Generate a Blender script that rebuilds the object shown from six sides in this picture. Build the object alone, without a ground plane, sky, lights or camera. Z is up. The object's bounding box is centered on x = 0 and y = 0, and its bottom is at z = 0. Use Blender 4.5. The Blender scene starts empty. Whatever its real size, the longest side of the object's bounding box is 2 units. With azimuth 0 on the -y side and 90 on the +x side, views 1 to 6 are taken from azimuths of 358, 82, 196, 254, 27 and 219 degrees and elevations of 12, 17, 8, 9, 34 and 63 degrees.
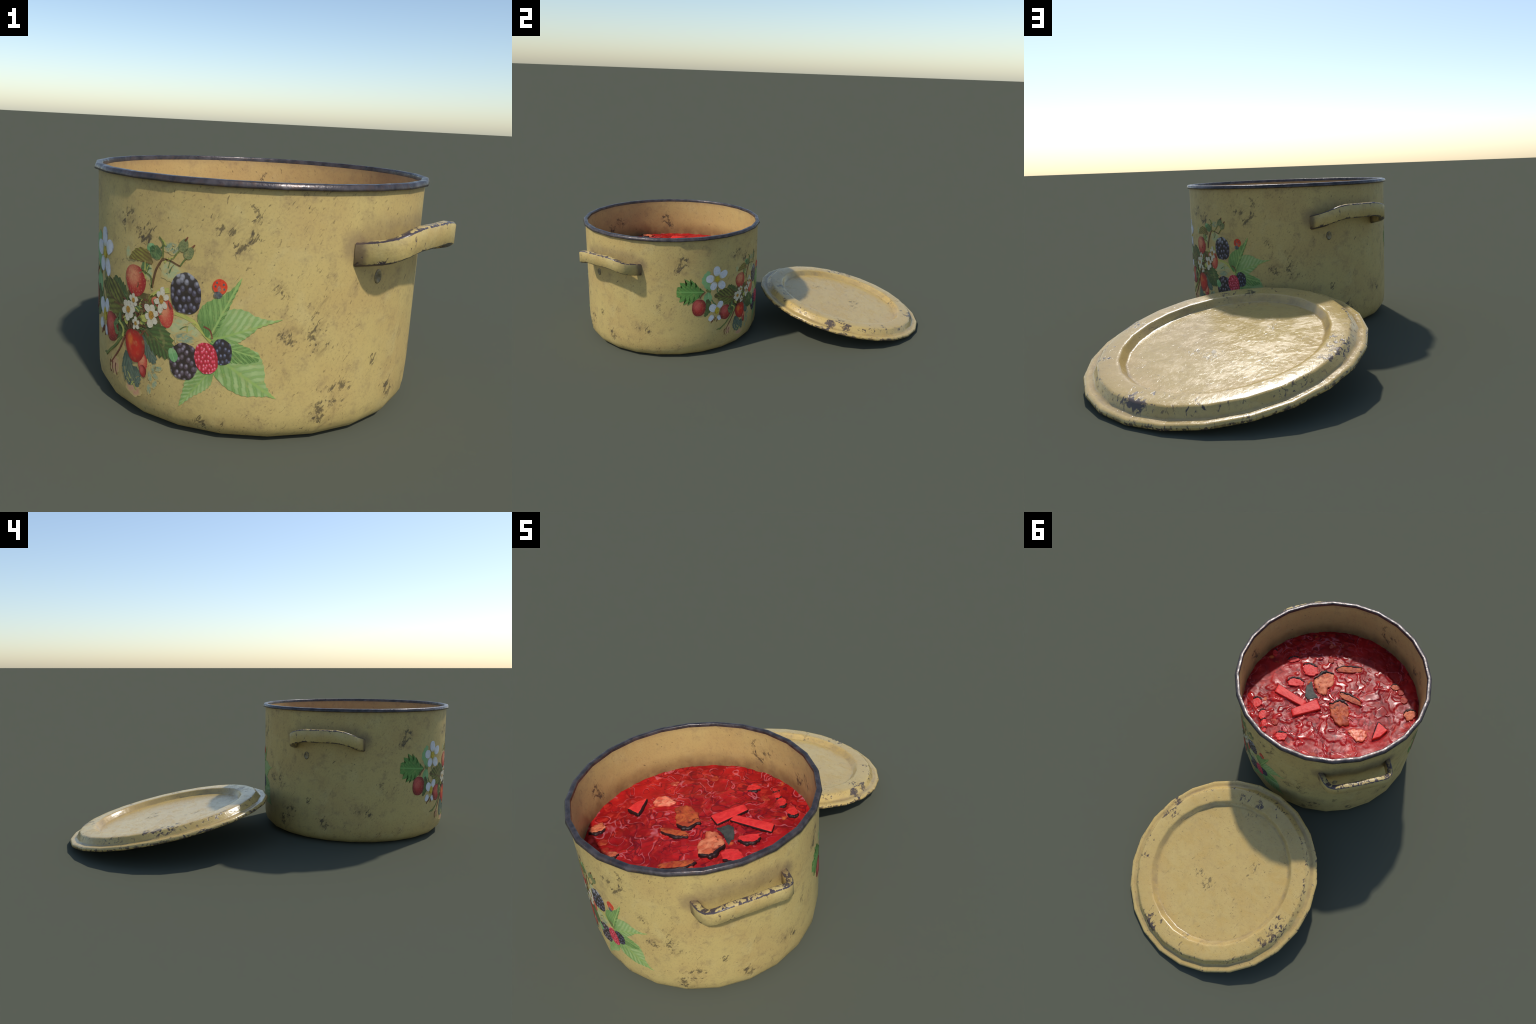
"""Worn cream enamel cooking pot of beetroot soup, its lid leaning on it."""
import bpy, bmesh, math, random
import numpy as np
from mathutils import Matrix, Vector
from mathutils import noise as mnoise

RND = random.Random(7)
AX = Vector((0.0159, -0.5061, 0.0))          # pot axis on the ground
SEG, PHASE = 24, math.radians(4.6)           # the wall is a 24-sided prism
R_WALL, Z_SOUP = 0.4832, 0.430


# ----------------------------------------------------------------- node helper
def lin(r, g, b):
    f = lambda c: c / 12.92 if c <= 0.04045 else ((c + 0.055) / 1.055) ** 2.4
    return (f(r / 255), f(g / 255), f(b / 255), 1.0)


class Nodes:
    def __init__(self, name):
        self.mat = bpy.data.materials.new(name)
        self.mat.use_nodes = True
        self.t = self.mat.node_tree
        self.bsdf = self.t.nodes["Principled BSDF"]

    def put(self, sock, val):
        if isinstance(val, bpy.types.NodeSocket):
            self.t.links.new(val, sock)
        else:
            sock.default_value = val

    def new(self, kind, **kw):
        n = self.t.nodes.new(kind)
        for k, v in kw.items():
            setattr(n, k, v)
        return n

    def m(self, op, a, b=0.0, c=0.0):
        n = self.new("ShaderNodeMath", operation=op)
        for s, v in zip(n.inputs, (a, b, c)):
            self.put(s, v)
        return n.outputs[0]

    def v(self, op, a, b=(0, 0, 0), out=0):
        n = self.new("ShaderNodeVectorMath", operation=op)
        self.put(n.inputs[0], a)
        self.put(n.inputs[1], b)
        return n.outputs[out]

    def step(self, x, lo, hi, a=0.0, b=1.0):
        n = self.new("ShaderNodeMapRange", interpolation_type="SMOOTHSTEP")
        for s, v in zip(n.inputs, (x, lo, hi, a, b)):
            self.put(s, v)
        return n.outputs[0]

    def mix(self, f, a, b, blend="MIX"):
        n = self.new("ShaderNodeMix", data_type="RGBA", blend_type=blend)
        self.put(n.inputs[0], f)
        self.put(n.inputs[6], a)
        self.put(n.inputs[7], b)
        return n.outputs[2]

    def noise(self, vec, scale, detail=3.0, rough=0.55, dist=0.0, color=False):
        n = self.new("ShaderNodeTexNoise")
        self.put(n.inputs["Vector"], vec)
        n.inputs["Scale"].default_value = scale
        n.inputs["Detail"].default_value = detail
        n.inputs["Roughness"].default_value = rough
        n.inputs["Distortion"].default_value = dist
        return n.outputs[1 if color else 0]

    def vor(self, vec, scale, rnd=1.0, feature="F1", out="Distance", flat=False):
        n = self.new("ShaderNodeTexVoronoi", feature=feature)
        self.put(n.inputs["Vector"], vec)
        if flat:
            n.voronoi_dimensions = "2D"
        n.inputs["Scale"].default_value = scale
        n.inputs["Randomness"].default_value = rnd
        return n.outputs[out]

    def xyz(self, vec):
        n = self.new("ShaderNodeSeparateXYZ")
        self.put(n.inputs[0], vec)
        return n.outputs

    def vec(self, x, y, z):
        n = self.new("ShaderNodeCombineXYZ")
        for s, v in zip(n.inputs, (x, y, z)):
            self.put(s, v)
        return n.outputs[0]

    def obj(self):
        return self.new("ShaderNodeTexCoord").outputs["Object"]

    def geo(self, what):
        return self.new("ShaderNodeNewGeometry").outputs[what]

    def rand(self):
        return self.new("ShaderNodeObjectInfo").outputs["Random"]

    def spot(self, vec, at, r):
        """1 at a point, falling to 0 at distance r"""
        d = self.v("DISTANCE", vec, at, out="Value")
        return self.step(d, 0.25 * r, r, 1.0, 0.0)

    def bump(self, h, dist, strength=1.0):
        n = self.new("ShaderNodeBump")
        n.inputs["Strength"].default_value = strength
        n.inputs["Distance"].default_value = dist
        self.put(n.inputs["Height"], h)
        return n.outputs[0]

    def done(self, color, rough=0.4, normal=None, **kw):
        self.put(self.bsdf.inputs["Base Color"], color)
        self.put(self.bsdf.inputs["Roughness"], rough)
        if normal is not None:
            self.put(self.bsdf.inputs["Normal"], normal)
        for k, v in kw.items():
            self.put(self.bsdf.inputs[k.replace("_", " ")], v)
        return self.mat


def maxof(N, socks):
    out = socks[0]
    for s in socks[1:]:
        out = N.m("MAXIMUM", out, s)
    return out


# ------------------------------------------------------------------ materials
CREAM = lin(195, 171, 107)
CREAM_WARM = lin(186, 157, 97)
CREAM_PALE = lin(203, 185, 126)
STAIN = lin(120, 99, 76)
CHIP = lin(92, 80, 56)
STEEL = lin(58, 50, 56)


def wall_point(a, z):
    a2 = 2 * math.radians(a)
    return (0.24 * math.cos(a2), 0.24 * math.sin(a2), z)


def wall_coords(N):
    """coordinates on the wall that repeat every half turn, as its print does"""
    p = N.xyz(N.v("SUBTRACT", N.geo("Position"), tuple(AX)))
    a2 = N.m("MULTIPLY", N.m("ARCTAN2", p[1], p[0]), 2.0)
    q = N.vec(N.m("MULTIPLY", N.m("COSINE", a2), 0.24), N.m("MULTIPLY", N.m("SINE", a2), 0.24), p[2])
    d = math.radians(99)
    a3 = N.m("ARCTAN2", N.m("SINE", N.m("SUBTRACT", a2, d)), N.m("COSINE", N.m("SUBTRACT", a2, d)))
    u = N.m("MULTIPLY", a3, 0.24)
    c, s = math.cos(math.radians(56)), math.sin(math.radians(56))
    along = N.m("ADD", N.m("MULTIPLY", u, c), N.m("MULTIPLY", p[2], s))
    across = N.m("SUBTRACT", N.m("MULTIPLY", p[2], c), N.m("MULTIPLY", u, s))
    N.streak = N.vec(N.m("MULTIPLY", along, 0.38), across, 0.0)
    return q, p


# scuffed patches (angle, height, radius)
SCUFFS = [(-134.8, .535, .045), (-127, .509, .04), (-96, .53, .05), (-93.6, .575, .035), (-96, .505, .03), (-103, .552, .03),
          (-71.5, .36, .035), (-73.5, .30, .045), (-72.5, .262, .04), (-69.4, .088, .05), (-70.5, .057, .045),
          (-84.2, .40, .03), (-81, .285, .035), (-41.3, .10, .035), (-64, .13, .04), (-106.6, .04, .03),
          (6.7, .525, .05), (5, .49, .04), (-19.1, .165, .05), (-15.5, .15, .03), (-7.8, .287, .03), (-51, .20, .025)]


def enamel_chips(N, q):
    patch = maxof(N, [N.spot(q, wall_point(a, z), r * 1.25) for a, z, r in SCUFFS])
    streak = N.v("MULTIPLY", q, (1.0, 1.0, 0.62))
    low = N.noise(q, 6, 2)
    fine = N.m("MAXIMUM", N.noise(N.streak, 96, 4, 0.62, 0.7), N.m("SUBTRACT", N.noise(streak, 88, 4, 0.62, 0.5), 0.05))
    clump = N.noise(q, 30, 3)
    grow = N.m("ADD", N.m("MULTIPLY", N.m("MULTIPLY", patch, N.step(clump, 0.36, 0.60)), 0.19), N.m("MULTIPLY", N.m("SUBTRACT", low, 0.5), 0.12))
    lvl = N.m("ADD", fine, N.m("ADD", grow, N.m("MULTIPLY", N.m("SUBTRACT", clump, 0.5), 0.16)))
    return N.step(lvl, 0.640, 0.735), patch, lvl


def enamel_base(N, vec):
    c = N.mix(N.step(N.noise(vec, 5, 3), 0.36, 0.70, 0, 0.75), CREAM, CREAM_WARM)
    c = N.mix(N.step(N.noise(vec, 13, 4), 0.52, 0.75, 0, 0.4), c, CREAM_PALE)
    c = N.mix(N.step(N.noise(vec, 150, 3, 0.7), 0.45, 0.8, 0, 0.30), c, STAIN)
    return N.mix(N.step(N.noise(vec, 22, 5, 0.7), 0.48, 0.80, 0, 0.55), c, STAIN)


def mat_wall():
    N = Nodes("worn_cream_enamel")
    q, p = wall_coords(N)
    c = enamel_base(N, q)
    # grime and ambient shade painted round handle roots and low inside; darker under rim
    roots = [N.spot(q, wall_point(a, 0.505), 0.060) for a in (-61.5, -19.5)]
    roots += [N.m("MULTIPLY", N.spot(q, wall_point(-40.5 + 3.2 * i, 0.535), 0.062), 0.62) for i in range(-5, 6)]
    grime_shade = N.m("MULTIPLY", maxof(N, roots), N.step(N.noise(q, 30, 4), 0.2, 0.8, 0.45, 0.85))
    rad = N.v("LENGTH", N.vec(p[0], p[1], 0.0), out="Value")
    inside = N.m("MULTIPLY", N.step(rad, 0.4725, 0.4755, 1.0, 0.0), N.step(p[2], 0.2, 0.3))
    c = N.mix(N.m("MULTIPLY", N.m("MULTIPLY", grime_shade, 0.85), N.m("SUBTRACT", 1.0, inside)), c, lin(104, 84, 72))
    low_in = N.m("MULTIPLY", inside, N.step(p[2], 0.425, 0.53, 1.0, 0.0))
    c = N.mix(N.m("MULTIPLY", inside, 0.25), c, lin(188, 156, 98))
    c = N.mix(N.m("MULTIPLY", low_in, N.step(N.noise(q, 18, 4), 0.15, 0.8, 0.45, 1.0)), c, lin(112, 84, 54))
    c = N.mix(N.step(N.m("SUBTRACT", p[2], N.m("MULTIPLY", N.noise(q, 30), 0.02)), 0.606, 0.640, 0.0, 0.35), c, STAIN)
    chip, patch, lvl = enamel_chips(N, q)
    c = N.mix(N.m("MULTIPLY", patch, N.step(N.noise(N.streak, 40, 5, 0.68, 0.8), 0.46, 0.72, 0, 0.62)), c, lin(124, 102, 68))
    speck = N.m("ADD", N.noise(N.streak, 150, 4, 0.66, 0.6), N.m("MULTIPLY", N.noise(q, 9, 3), 0.24))
    c = N.mix(N.m("MULTIPLY", N.step(speck, 0.735, 0.80, 0, 0.58), N.m("SUBTRACT", 1.0, N.m("MULTIPLY", inside, 0.6))), c, lin(108, 90, 60))
    c = N.mix(N.m("MULTIPLY", chip, 0.78), c, CHIP)
    c = N.mix(N.step(lvl, 0.74, 0.84, 0, 0.6), c, STEEL)
    rough = N.step(N.noise(q, 11, 4), 0.3, 0.7, 0.42, 0.6)
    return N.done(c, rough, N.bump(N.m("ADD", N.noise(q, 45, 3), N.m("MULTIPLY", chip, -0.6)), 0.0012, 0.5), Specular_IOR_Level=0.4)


def mat_handle():
    N = Nodes("chipped_handle_enamel")
    o = N.obj()
    c = enamel_base(N, o)
    nz = N.xyz(N.v("ADD", N.geo("Normal"), N.v("MULTIPLY", N.v("SUBTRACT", N.noise(o, 70, 2, color=True), (.5, .5, .5)), (.5, .5, .5))))[2]
    top = N.m("MULTIPLY", N.step(nz, 0.22, 0.5), N.step(nz, 0.80, 1.02, 1.0, 0.42))
    bot = N.step(nz, -0.25, -0.6, 0.0, 0.8)
    n = N.xyz(o)
    edge = N.m("MAXIMUM", top, bot)
    lvl = N.m("ADD", N.noise(N.v("MULTIPLY", o, (1.0, 1.6, 0.7)), 44, 4, 0.6, 0.8), N.m("MULTIPLY", edge, 0.28))
    lvl = N.m("ADD", lvl, N.m("MULTIPLY", N.m("SUBTRACT", N.noise(o, 16, 2), 0.5), 0.25))
    c = N.mix(N.step(lvl, 0.62, 0.70, 0, 0.55), c, STAIN)
    c = N.mix(N.step(lvl, 0.655, 0.72, 0, 0.95), c, lin(66, 57, 64))
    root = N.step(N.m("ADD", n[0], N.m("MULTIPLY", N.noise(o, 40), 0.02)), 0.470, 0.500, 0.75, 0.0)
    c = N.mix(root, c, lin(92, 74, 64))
    worn = N.step(lvl, 0.655, 0.72)
    return N.done(c, N.step(worn, 0, 1, 0.42, 0.3), N.bump(N.m("SUBTRACT", N.noise(o, 50, 3), worn), 0.002, 0.6))


def mat_rim():
    N = Nodes("dark_rim_metal")
    g = N.geo("Position")
    c = N.mix(N.step(N.noise(g, 26, 4), 0.35, 0.68), lin(56, 50, 50), lin(86, 78, 77))
    c = N.mix(N.step(N.noise(g, 60, 3), 0.5, 0.72, 0, 0.8), c, lin(84, 66, 58))
    c = N.mix(N.step(N.noise(g, 17, 3), 0.55, 0.7, 0, 0.6), c, lin(40, 36, 42))
    return N.done(c, N.step(N.noise(g, 40, 3), 0.3, 0.7, 0.26, 0.46), N.bump(N.noise(g, 60, 3), 0.002, 0.6), Metallic=0.4, Specular_IOR_Level=0.6)


LID_SCUFFS = [(.121, -.374, .05), (.040, -.388, .035), (.055, -.325, .045), (.447, -.068, .03), (.40, -.10, .04), (.122, .419, .045),
              (.150, .400, .04), (.088, .380, .025), (-.418, .046, .04), (-.408, .100, .045), (-.388, .150, .03), (-.392, .022, .03), (.44, -.16, .04),
              (.022, .088, .055), (-.130, -.097, .05), (.085, .075, .035), (-.05, .36, .03), (.379, .17, .02)]


def mat_lid():
    N = Nodes("chipped_lid_enamel")
    o = N.obj()
    p = N.xyz(o)
    flat = N.vec(p[0], p[1], 0.0)
    r = N.v("LENGTH", flat, out="Value")
    c = enamel_base(N, N.v("ADD", o, (3.1, 1.7, 0.4)))
    c = N.mix(0.5, c, lin(202, 170, 104))
    ring = lambda r0, w: N.m("SUBTRACT", 1.0, N.step(N.m("ABSOLUTE", N.m("SUBTRACT", r, r0)), w * 0.3, w))
    # uneven darker rings along the grooves
    groove = N.m("MAXIMUM", ring(0.357, 0.018), ring(0.469, 0.014))
    c = N.mix(N.m("MULTIPLY", groove, N.step(N.noise(o, 14, 3), 0.25, 0.75, 0.1, 0.5)), c, STAIN)
    patch = maxof(N, [N.spot(flat, (x, y, 0), q * 1.15) for x, y, q in LID_SCUFFS])
    bands = N.m("MAXIMUM", N.m("MULTIPLY", ring(0.446, 0.016), 0.10), N.m("MULTIPLY", N.m("MULTIPLY", N.step(r, 0.487, 0.497), N.step(p[2], -0.001, -0.008)), 0.20))
    bands = N.m("MAXIMUM", bands, N.m("MULTIPLY", N.step(r, 0.484, 0.495), 0.09))
    lvl = N.m("ADD", N.noise(N.v("MULTIPLY", o, (1.5, 0.9, 1.0)), 50, 4, 0.6, 0.7), bands)
    onring = N.m("ADD", 0.15, N.m("MULTIPLY", ring(0.442, 0.032), 0.04))
    lvl = N.m("ADD", lvl, N.m("MULTIPLY", patch, onring))
    lvl = N.m("ADD", lvl, N.m("MULTIPLY", N.m("SUBTRACT", N.noise(o, 9, 2), 0.5), 0.16))
    scratch = N.noise(N.v("MULTIPLY", o, (0.55, 1.5, 1.0)), 130, 4, 0.65, 0.5)
    c = N.mix(N.step(N.m("ADD", scratch, N.m("MULTIPLY", N.noise(o, 12, 3), 0.22)), 0.73, 0.80, 0, 0.65), c, lin(112, 92, 60))
    chip = N.step(lvl, 0.635, 0.735)
    ringed = N.step(r, 0.36, 0.39)
    c = N.mix(N.m("MULTIPLY", chip, N.step(ringed, 0, 1, 0.7, 0.92)), c, N.mix(ringed, CHIP, lin(66, 55, 58)))
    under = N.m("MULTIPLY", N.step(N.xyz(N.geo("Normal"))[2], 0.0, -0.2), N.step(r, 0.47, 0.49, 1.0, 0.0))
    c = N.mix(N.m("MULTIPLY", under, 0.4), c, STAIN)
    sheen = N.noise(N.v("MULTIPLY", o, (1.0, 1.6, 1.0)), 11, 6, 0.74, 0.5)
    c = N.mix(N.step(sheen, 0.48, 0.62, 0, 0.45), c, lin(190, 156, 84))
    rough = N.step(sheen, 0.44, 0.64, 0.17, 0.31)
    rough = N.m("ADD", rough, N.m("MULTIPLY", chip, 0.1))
    h = N.m("ADD", N.noise(o, 62, 5, 0.7, 0.4), N.m("MULTIPLY", chip, -0.5))
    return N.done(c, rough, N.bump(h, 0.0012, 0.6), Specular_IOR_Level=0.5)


def finish_print(N, c, rough=0.5, wash=0.30):
    """the print is as scuffed as the enamel it sits on"""
    c = N.mix(0.11, c, lin(140, 122, 82))
    q, p = wall_coords(N)
    chip, patch, lvl = enamel_chips(N, q)
    c = N.mix(N.m("MULTIPLY", chip, 0.35), c, CHIP)
    c = N.mix(N.step(N.noise(q, 60, 4), 0.5, 0.8, 0, wash), c, CREAM)
    return N.done(c, rough, Specular_IOR_Level=0.35)


def mat_leaf(name, light, dark, rib, nveins=7, slant=0.8, cont=1.0):
    N = Nodes(name)
    o = N.obj()
    p = N.xyz(o)
    wob = N.m("MULTIPLY", N.m("SUBTRACT", N.noise(N.v("ADD", o, N.vec(N.rand(), 0, 0)), 5, 3), 0.5), 0.10)
    side = N.m("ABSOLUTE", p[1])
    x = N.m("ADD", N.m("SUBTRACT", p[0], N.m("MULTIPLY", side, slant / nveins * 3.0)), wob)
    wave = N.m("SINE", N.m("MULTIPLY", x, nveins * 2 * math.pi))
    c = N.mix(N.step(wave, -0.8, 0.9, 0.0, cont), light, dark)
    c = N.mix(N.step(N.noise(o, 3.0, 4), 0.35, 0.7, 0, 0.55), c, dark)
    c = N.mix(N.step(p[1], -0.35, 0.35, 0.0, 0.35), c, light)
    c = N.mix(N.step(N.m("ADD", p[0], N.m("MULTIPLY", N.noise(o, 4, 3), 0.3)), 0.2, 0.5, 0.7, 0.0), c, dark)
    c = N.mix(N.step(wave, 0.88, 1.0, 0.0, 0.5), c, rib)
    c = N.mix(N.step(N.m("ADD", side, N.m("MULTIPLY", wob, 0.4)), 0.02, 0.075, 0.8, 0.0), c, rib)
    return finish_print(N, c)


def mat_bramble(name, dark, mid, bright, scale=3.4, top=0.0):
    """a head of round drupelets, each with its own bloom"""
    N = Nodes(name)
    o = N.obj()
    p = N.xyz(o)
    f = N.vec(p[0], p[1], 0.0)
    d = N.vor(f, scale, 0.7, flat=True)
    d2 = N.vor(N.v("ADD", f, (-0.16 / scale, 0.08 / scale, 0.0)), scale, 0.7, flat=True)
    c = N.mix(N.step(d, 0.26, 0.48), mid, dark)
    glint = N.m("MULTIPLY", N.step(d2, 0.06, 0.32, 0.95, 0.0), N.step(N.noise(f, 2.4, 2), 0.34, 0.62, 0.25, 1.0))
    c = N.mix(glint, c, bright)
    if top:
        c = N.mix(N.m("MULTIPLY", N.step(N.m("ADD", p[0], N.m("MULTIPLY", N.noise(f, 3), 0.5)), 0.5, 1.2), N.step(d, 0.25, 0.5, top, top * 0.1)), c, lin(176, 176, 178))
    return finish_print(N, c, 0.5, 0.04)


def mat_strawberry(name, red, deep, blush, at=(0.15, -0.3), size=0.9, seeds=True):
    N = Nodes(name)
    o = N.obj()
    p = N.xyz(o)
    f = N.vec(p[0], p[1], 0.0)
    c = N.mix(N.step(N.v("LENGTH", f, out="Value"), 0.45, 1.0), red, deep)
    c = N.mix(N.m("MULTIPLY", N.spot(f, (at[0], at[1], 0), size), N.step(N.noise(f, 3, 3), 0.2, 0.7, 0.5, 1.0)), c, blush)
    c = N.mix(N.step(N.noise(f, 4, 4), 0.5, 0.75, 0, 0.5), c, deep)
    if seeds:
        c = N.mix(N.step(N.vor(f, 4.2, 0.7, flat=True), 0.10, 0.2, 0.5, 0.0), c, blush)
    return finish_print(N, c)


def mat_wash(name, a, b, scale=2.5, edge=CREAM):
    """a pale, half worn-off area of the print"""
    N = Nodes(name)
    o = N.obj()
    p = N.xyz(o)
    w = N.v("ADD", N.vec(p[0], p[1], 0), N.vec(N.rand(), N.rand(), 0))
    c = N.mix(N.step(N.noise(w, scale, 4, 0.6, 1.0), 0.38, 0.62), a, b)
    c = N.mix(N.step(N.noise(w, scale * 1.7, 3, 0.6, 0.5), 0.48, 0.6, 0, 0.8), c, edge)
    c = N.mix(N.step(N.v("LENGTH", N.vec(p[0], p[1], 0), out="Value"), 0.55, 1.05), c, edge)
    return finish_print(N, c)


def mat_plain(name, a, b, scale=3.0):
    N = Nodes(name)
    p = N.xyz(N.obj())
    c = N.mix(N.step(N.noise(N.vec(p[0], p[1], N.rand()), scale, 3), 0.35, 0.65), a, b)
    return finish_print(N, c)


def mat_petal(name, white, shade):
    N = Nodes(name)
    p = N.xyz(N.obj())
    f = N.vec(p[0], p[1], N.rand())
    c = N.mix(N.step(N.noise(f, 2.2, 4), 0.42, 0.75, 0, 0.7), white, shade)
    c = N.mix(N.step(p[0], -0.4, -1.0, 0, 0.55), c, lin(190, 178, 90))
    return finish_print(N, c)


# ------------------------------------------------------------- mesh utilities
def mesh_object(name, verts, faces, mat, parent=None, smooth=True, matrix=None):
    me = bpy.data.meshes.new(name)
    me.from_pydata([tuple(v) for v in verts], [], faces)
    me.validate()
    me.materials.append(mat)
    if smooth:
        me.polygons.foreach_set("use_smooth", [True] * len(me.polygons))
    ob = bpy.data.objects.new(name, me)
    bpy.context.scene.collection.objects.link(ob)
    if parent is not None:
        ob.parent = parent
    if matrix is not None:
        ob.matrix_local = matrix
    return ob


def lathe(profile, seg=SEG, phase=PHASE):
    """closed or open profile of (r, z); r = 0 becomes a pole"""
    verts, faces, rings = [], [], []
    for r, z in profile:
        if r < 1e-6:
            rings.append([len(verts)])
            verts.append((0, 0, z))
        else:
            rings.append(list(range(len(verts), len(verts) + seg)))
            verts += [(r * math.cos(phase + 2 * math.pi * i / seg), r * math.sin(phase + 2 * math.pi * i / seg), z) for i in range(seg)]
    for a, b in zip(rings, rings[1:]):
        for i in range(seg):
            j = (i + 1) % seg
            if len(a) == 1:
                faces.append((a[0], b[j], b[i]))
            elif len(b) == 1:
                faces.append((a[i], a[j], b[0]))
            else:
                faces.append((a[i], a[j], b[j], b[i]))
    return verts, faces


def sharpen(ob, deg):
    ob.data.set_sharp_from_angle(angle=math.radians(deg))


def spline(pts, n, closed=False):
    """Catmull-Rom through the points"""
    P = [np.array(p, float) for p in pts]
    k = len(P)
    out = []
    spans = k if closed else k - 1
    for i in range(n):
        u = i / n * spans if closed else i / (n - 1) * spans
        j = min(int(u), spans - 1)
        f = u - j
        g = (lambda q: P[q % k]) if closed else (lambda q: P[q] if 0 <= q < k else (2 * P[0] - P[1] if q < 0 else 2 * P[-1] - P[-2]))
        a, b, c, d = g(j - 1), g(j), g(j + 1), g(j + 2)
        out.append(0.5 * (2 * b + (c - a) * f + (2 * a - 5 * b + 4 * c - d) * f * f + (3 * b - a - 3 * c + d) * f ** 3))
    return out


# ------------------------------------------------------------------- the pot
pot = bpy.data.objects.new("cooking_pot", None)
bpy.context.scene.collection.objects.link(pot)
pot.location = AX
pot["label"] = "worn cream enamel pot with berry print, full of red beetroot soup"
pot["category"] = "cooking pot"

PROFILE = [(0.430, 0.0), (0.4525, 0.0105), (0.4675, 0.0265), (0.477, 0.047), (0.4820, 0.080), (R_WALL, 0.130)]
outer = [(0, 0.002), (0.20, 0.001)] + PROFILE + [(R_WALL, 0.28), (R_WALL, 0.43), (R_WALL, 0.56), (R_WALL, 0.6405)]
inner = [(0.4715, 0.6405), (0.4715, 0.60), (0.4712, 0.5), (0.470, 0.40), (0.462, 0.06), (0.43, 0.016), (0, 0.014)]
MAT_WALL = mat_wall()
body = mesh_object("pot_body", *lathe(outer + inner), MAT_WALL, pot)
sharpen(body, 60)

rim_profile = [(0.4714, 0.6408), (0.4718, 0.6500), (0.4730, 0.6540), (0.4752, 0.6551), (0.4840, 0.6550), (0.4890, 0.6544), (0.4912, 0.6528),
               (0.4940, 0.6455), (0.4946, 0.6415), (0.4934, 0.6398), (0.4900, 0.6392), (0.4825, 0.6395), (0.4714, 0.6408)]
rim = mesh_object("rim", *lathe(rim_profile[::-1]), mat_rim(), pot)

# ---- handles: a flat band bent into a bracket that climbs away from the wall
H_HALF = [(0.0, 0.5765, .5620), (.075, .5745, .5620), (.110, .5710, .5570), (.128, .5670, .5525), (.147, .5560, .5460),
          (.162, .5400, .5380), (.172, .5140, .5300), (.1765, .488, .5245), (.1816, .4458, .5152)]
MAT_HANDLE = mat_handle()


def handle_mesh():
    half = H_HALF[::-1] + [(-t, n, z) for t, n, z in H_HALF[1:]]
    path = [np.array((n, -t, z)) for t, n, z in half]
    dense = []
    for a, b in zip(path, path[1:]):
        dense += [a, a * .5 + b * .5]
    dense.append(path[-1])
    H, W, C = 0.0605, 0.0265, 0.0055
    verts, faces, k = [], [], 10
    for i, p in enumerate(dense):
        a, b = dense[max(i - 1, 0)], dense[min(i + 1, len(dense) - 1)]
        d = (b - a)[:2]
        d /= np.linalg.norm(d)
        inw = np.array((-d[1], d[0]))
        if inw @ np.array((-1.0, 0.0)) < 0 and abs(inw[0]) > .3:
            inw = -inw
        if abs(inw[0]) <= .3 and inw[1] * p[1] > 0:
            inw = -inw
        for w, h in [(0, -C), (C * .35, -C * .35), (C, 0), (W - C, 0), (W - C * .35, -C * .35), (W, -C), (W, C - H), (W - C, -H), (C, -H), (0, C - H)]:
            verts.append((p[0] + inw[0] * w, p[1] + inw[1] * w, p[2] + h))
        if i:
            q, r = (i - 1) * k, i * k
            faces += [(q + j, q + (j + 1) % k, r + (j + 1) % k, r + j) for j in range(k)]
    faces += [tuple(range(k))[::-1], tuple(range(len(verts) - k, len(verts)))]
    return verts, faces


for turn in (-40.5, 139.5):
    h = mesh_object("handle", *handle_mesh(), MAT_HANDLE, pot, matrix=Matrix.Rotation(math.radians(turn), 4, "Z"))
    bm = bmesh.new()
    bm.from_mesh(h.data)
    bmesh.ops.recalc_face_normals(bm, faces=bm.faces)
    bm.to_mesh(h.data)
    bm.free()
    sharpen(h, 55)


def wall_radius(z):
    zs, rs = [p[1] for p in PROFILE], [p[0] for p in PROFILE]
    return float(np.interp(z, zs, rs))


def on_wall(a_deg, z, off):
    """point on the faceted wall at an angle (pot coordinates)"""
    a = math.radians(a_deg)
    w = 2 * math.pi / SEG
    k = math.floor((a - PHASE) / w)
    mid = PHASE + (k + 0.5) * w
    apothem = wall_radius(z) * math.cos(w / 2)
    r = (apothem + off) / math.cos(a - mid)
    return Vector((r * math.cos(a), r * math.sin(a), z))


# ---- dimpled rivet plates under the handles
RV = []
for r, off in [(1.0, -0.001), (1.0, 0.0008), (0.86, 0.0034), (0.74, 0.0034), (0.50, 0.0010), (0.0, 0.0008)]:
    ring = []
    for i in range(24):
        t = 2 * math.pi * i / 24
        ring.append(on_wall(-52.5 + math.degrees(0.0135 * r * math.cos(t) / 0.48), 0.424 + 0.019 * r * math.sin(t), off))
    RV.append(ring if r else [ring[0]])
vs, fs, base = [], [], []
for ring in RV:
    base.append(range(len(vs), len(vs) + len(ring)))
    vs += ring
for a, b in zip(base, base[1:]):
    for i in range(24):
        j = (i + 1) % 24
        fs.append((a[i], a[j], b[0]) if len(b) == 1 else (a[i], a[j], b[j], b[i]))
N = Nodes("dark_rivet_enamel")
g = N.geo("Position")
MAT_RIVET = N.done(N.mix(N.step(N.noise(g, 90, 3), 0.35, 0.65), lin(150, 132, 92), lin(104, 92, 68)), 0.35)  # mottled enamel, darker than the wall
rivet = mesh_object("rivet", vs, fs, MAT_RIVET, pot)
twin = rivet.copy()
twin.matrix_local = Matrix.Rotation(math.pi, 4, "Z")
bpy.context.scene.collection.objects.link(twin)

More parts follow.
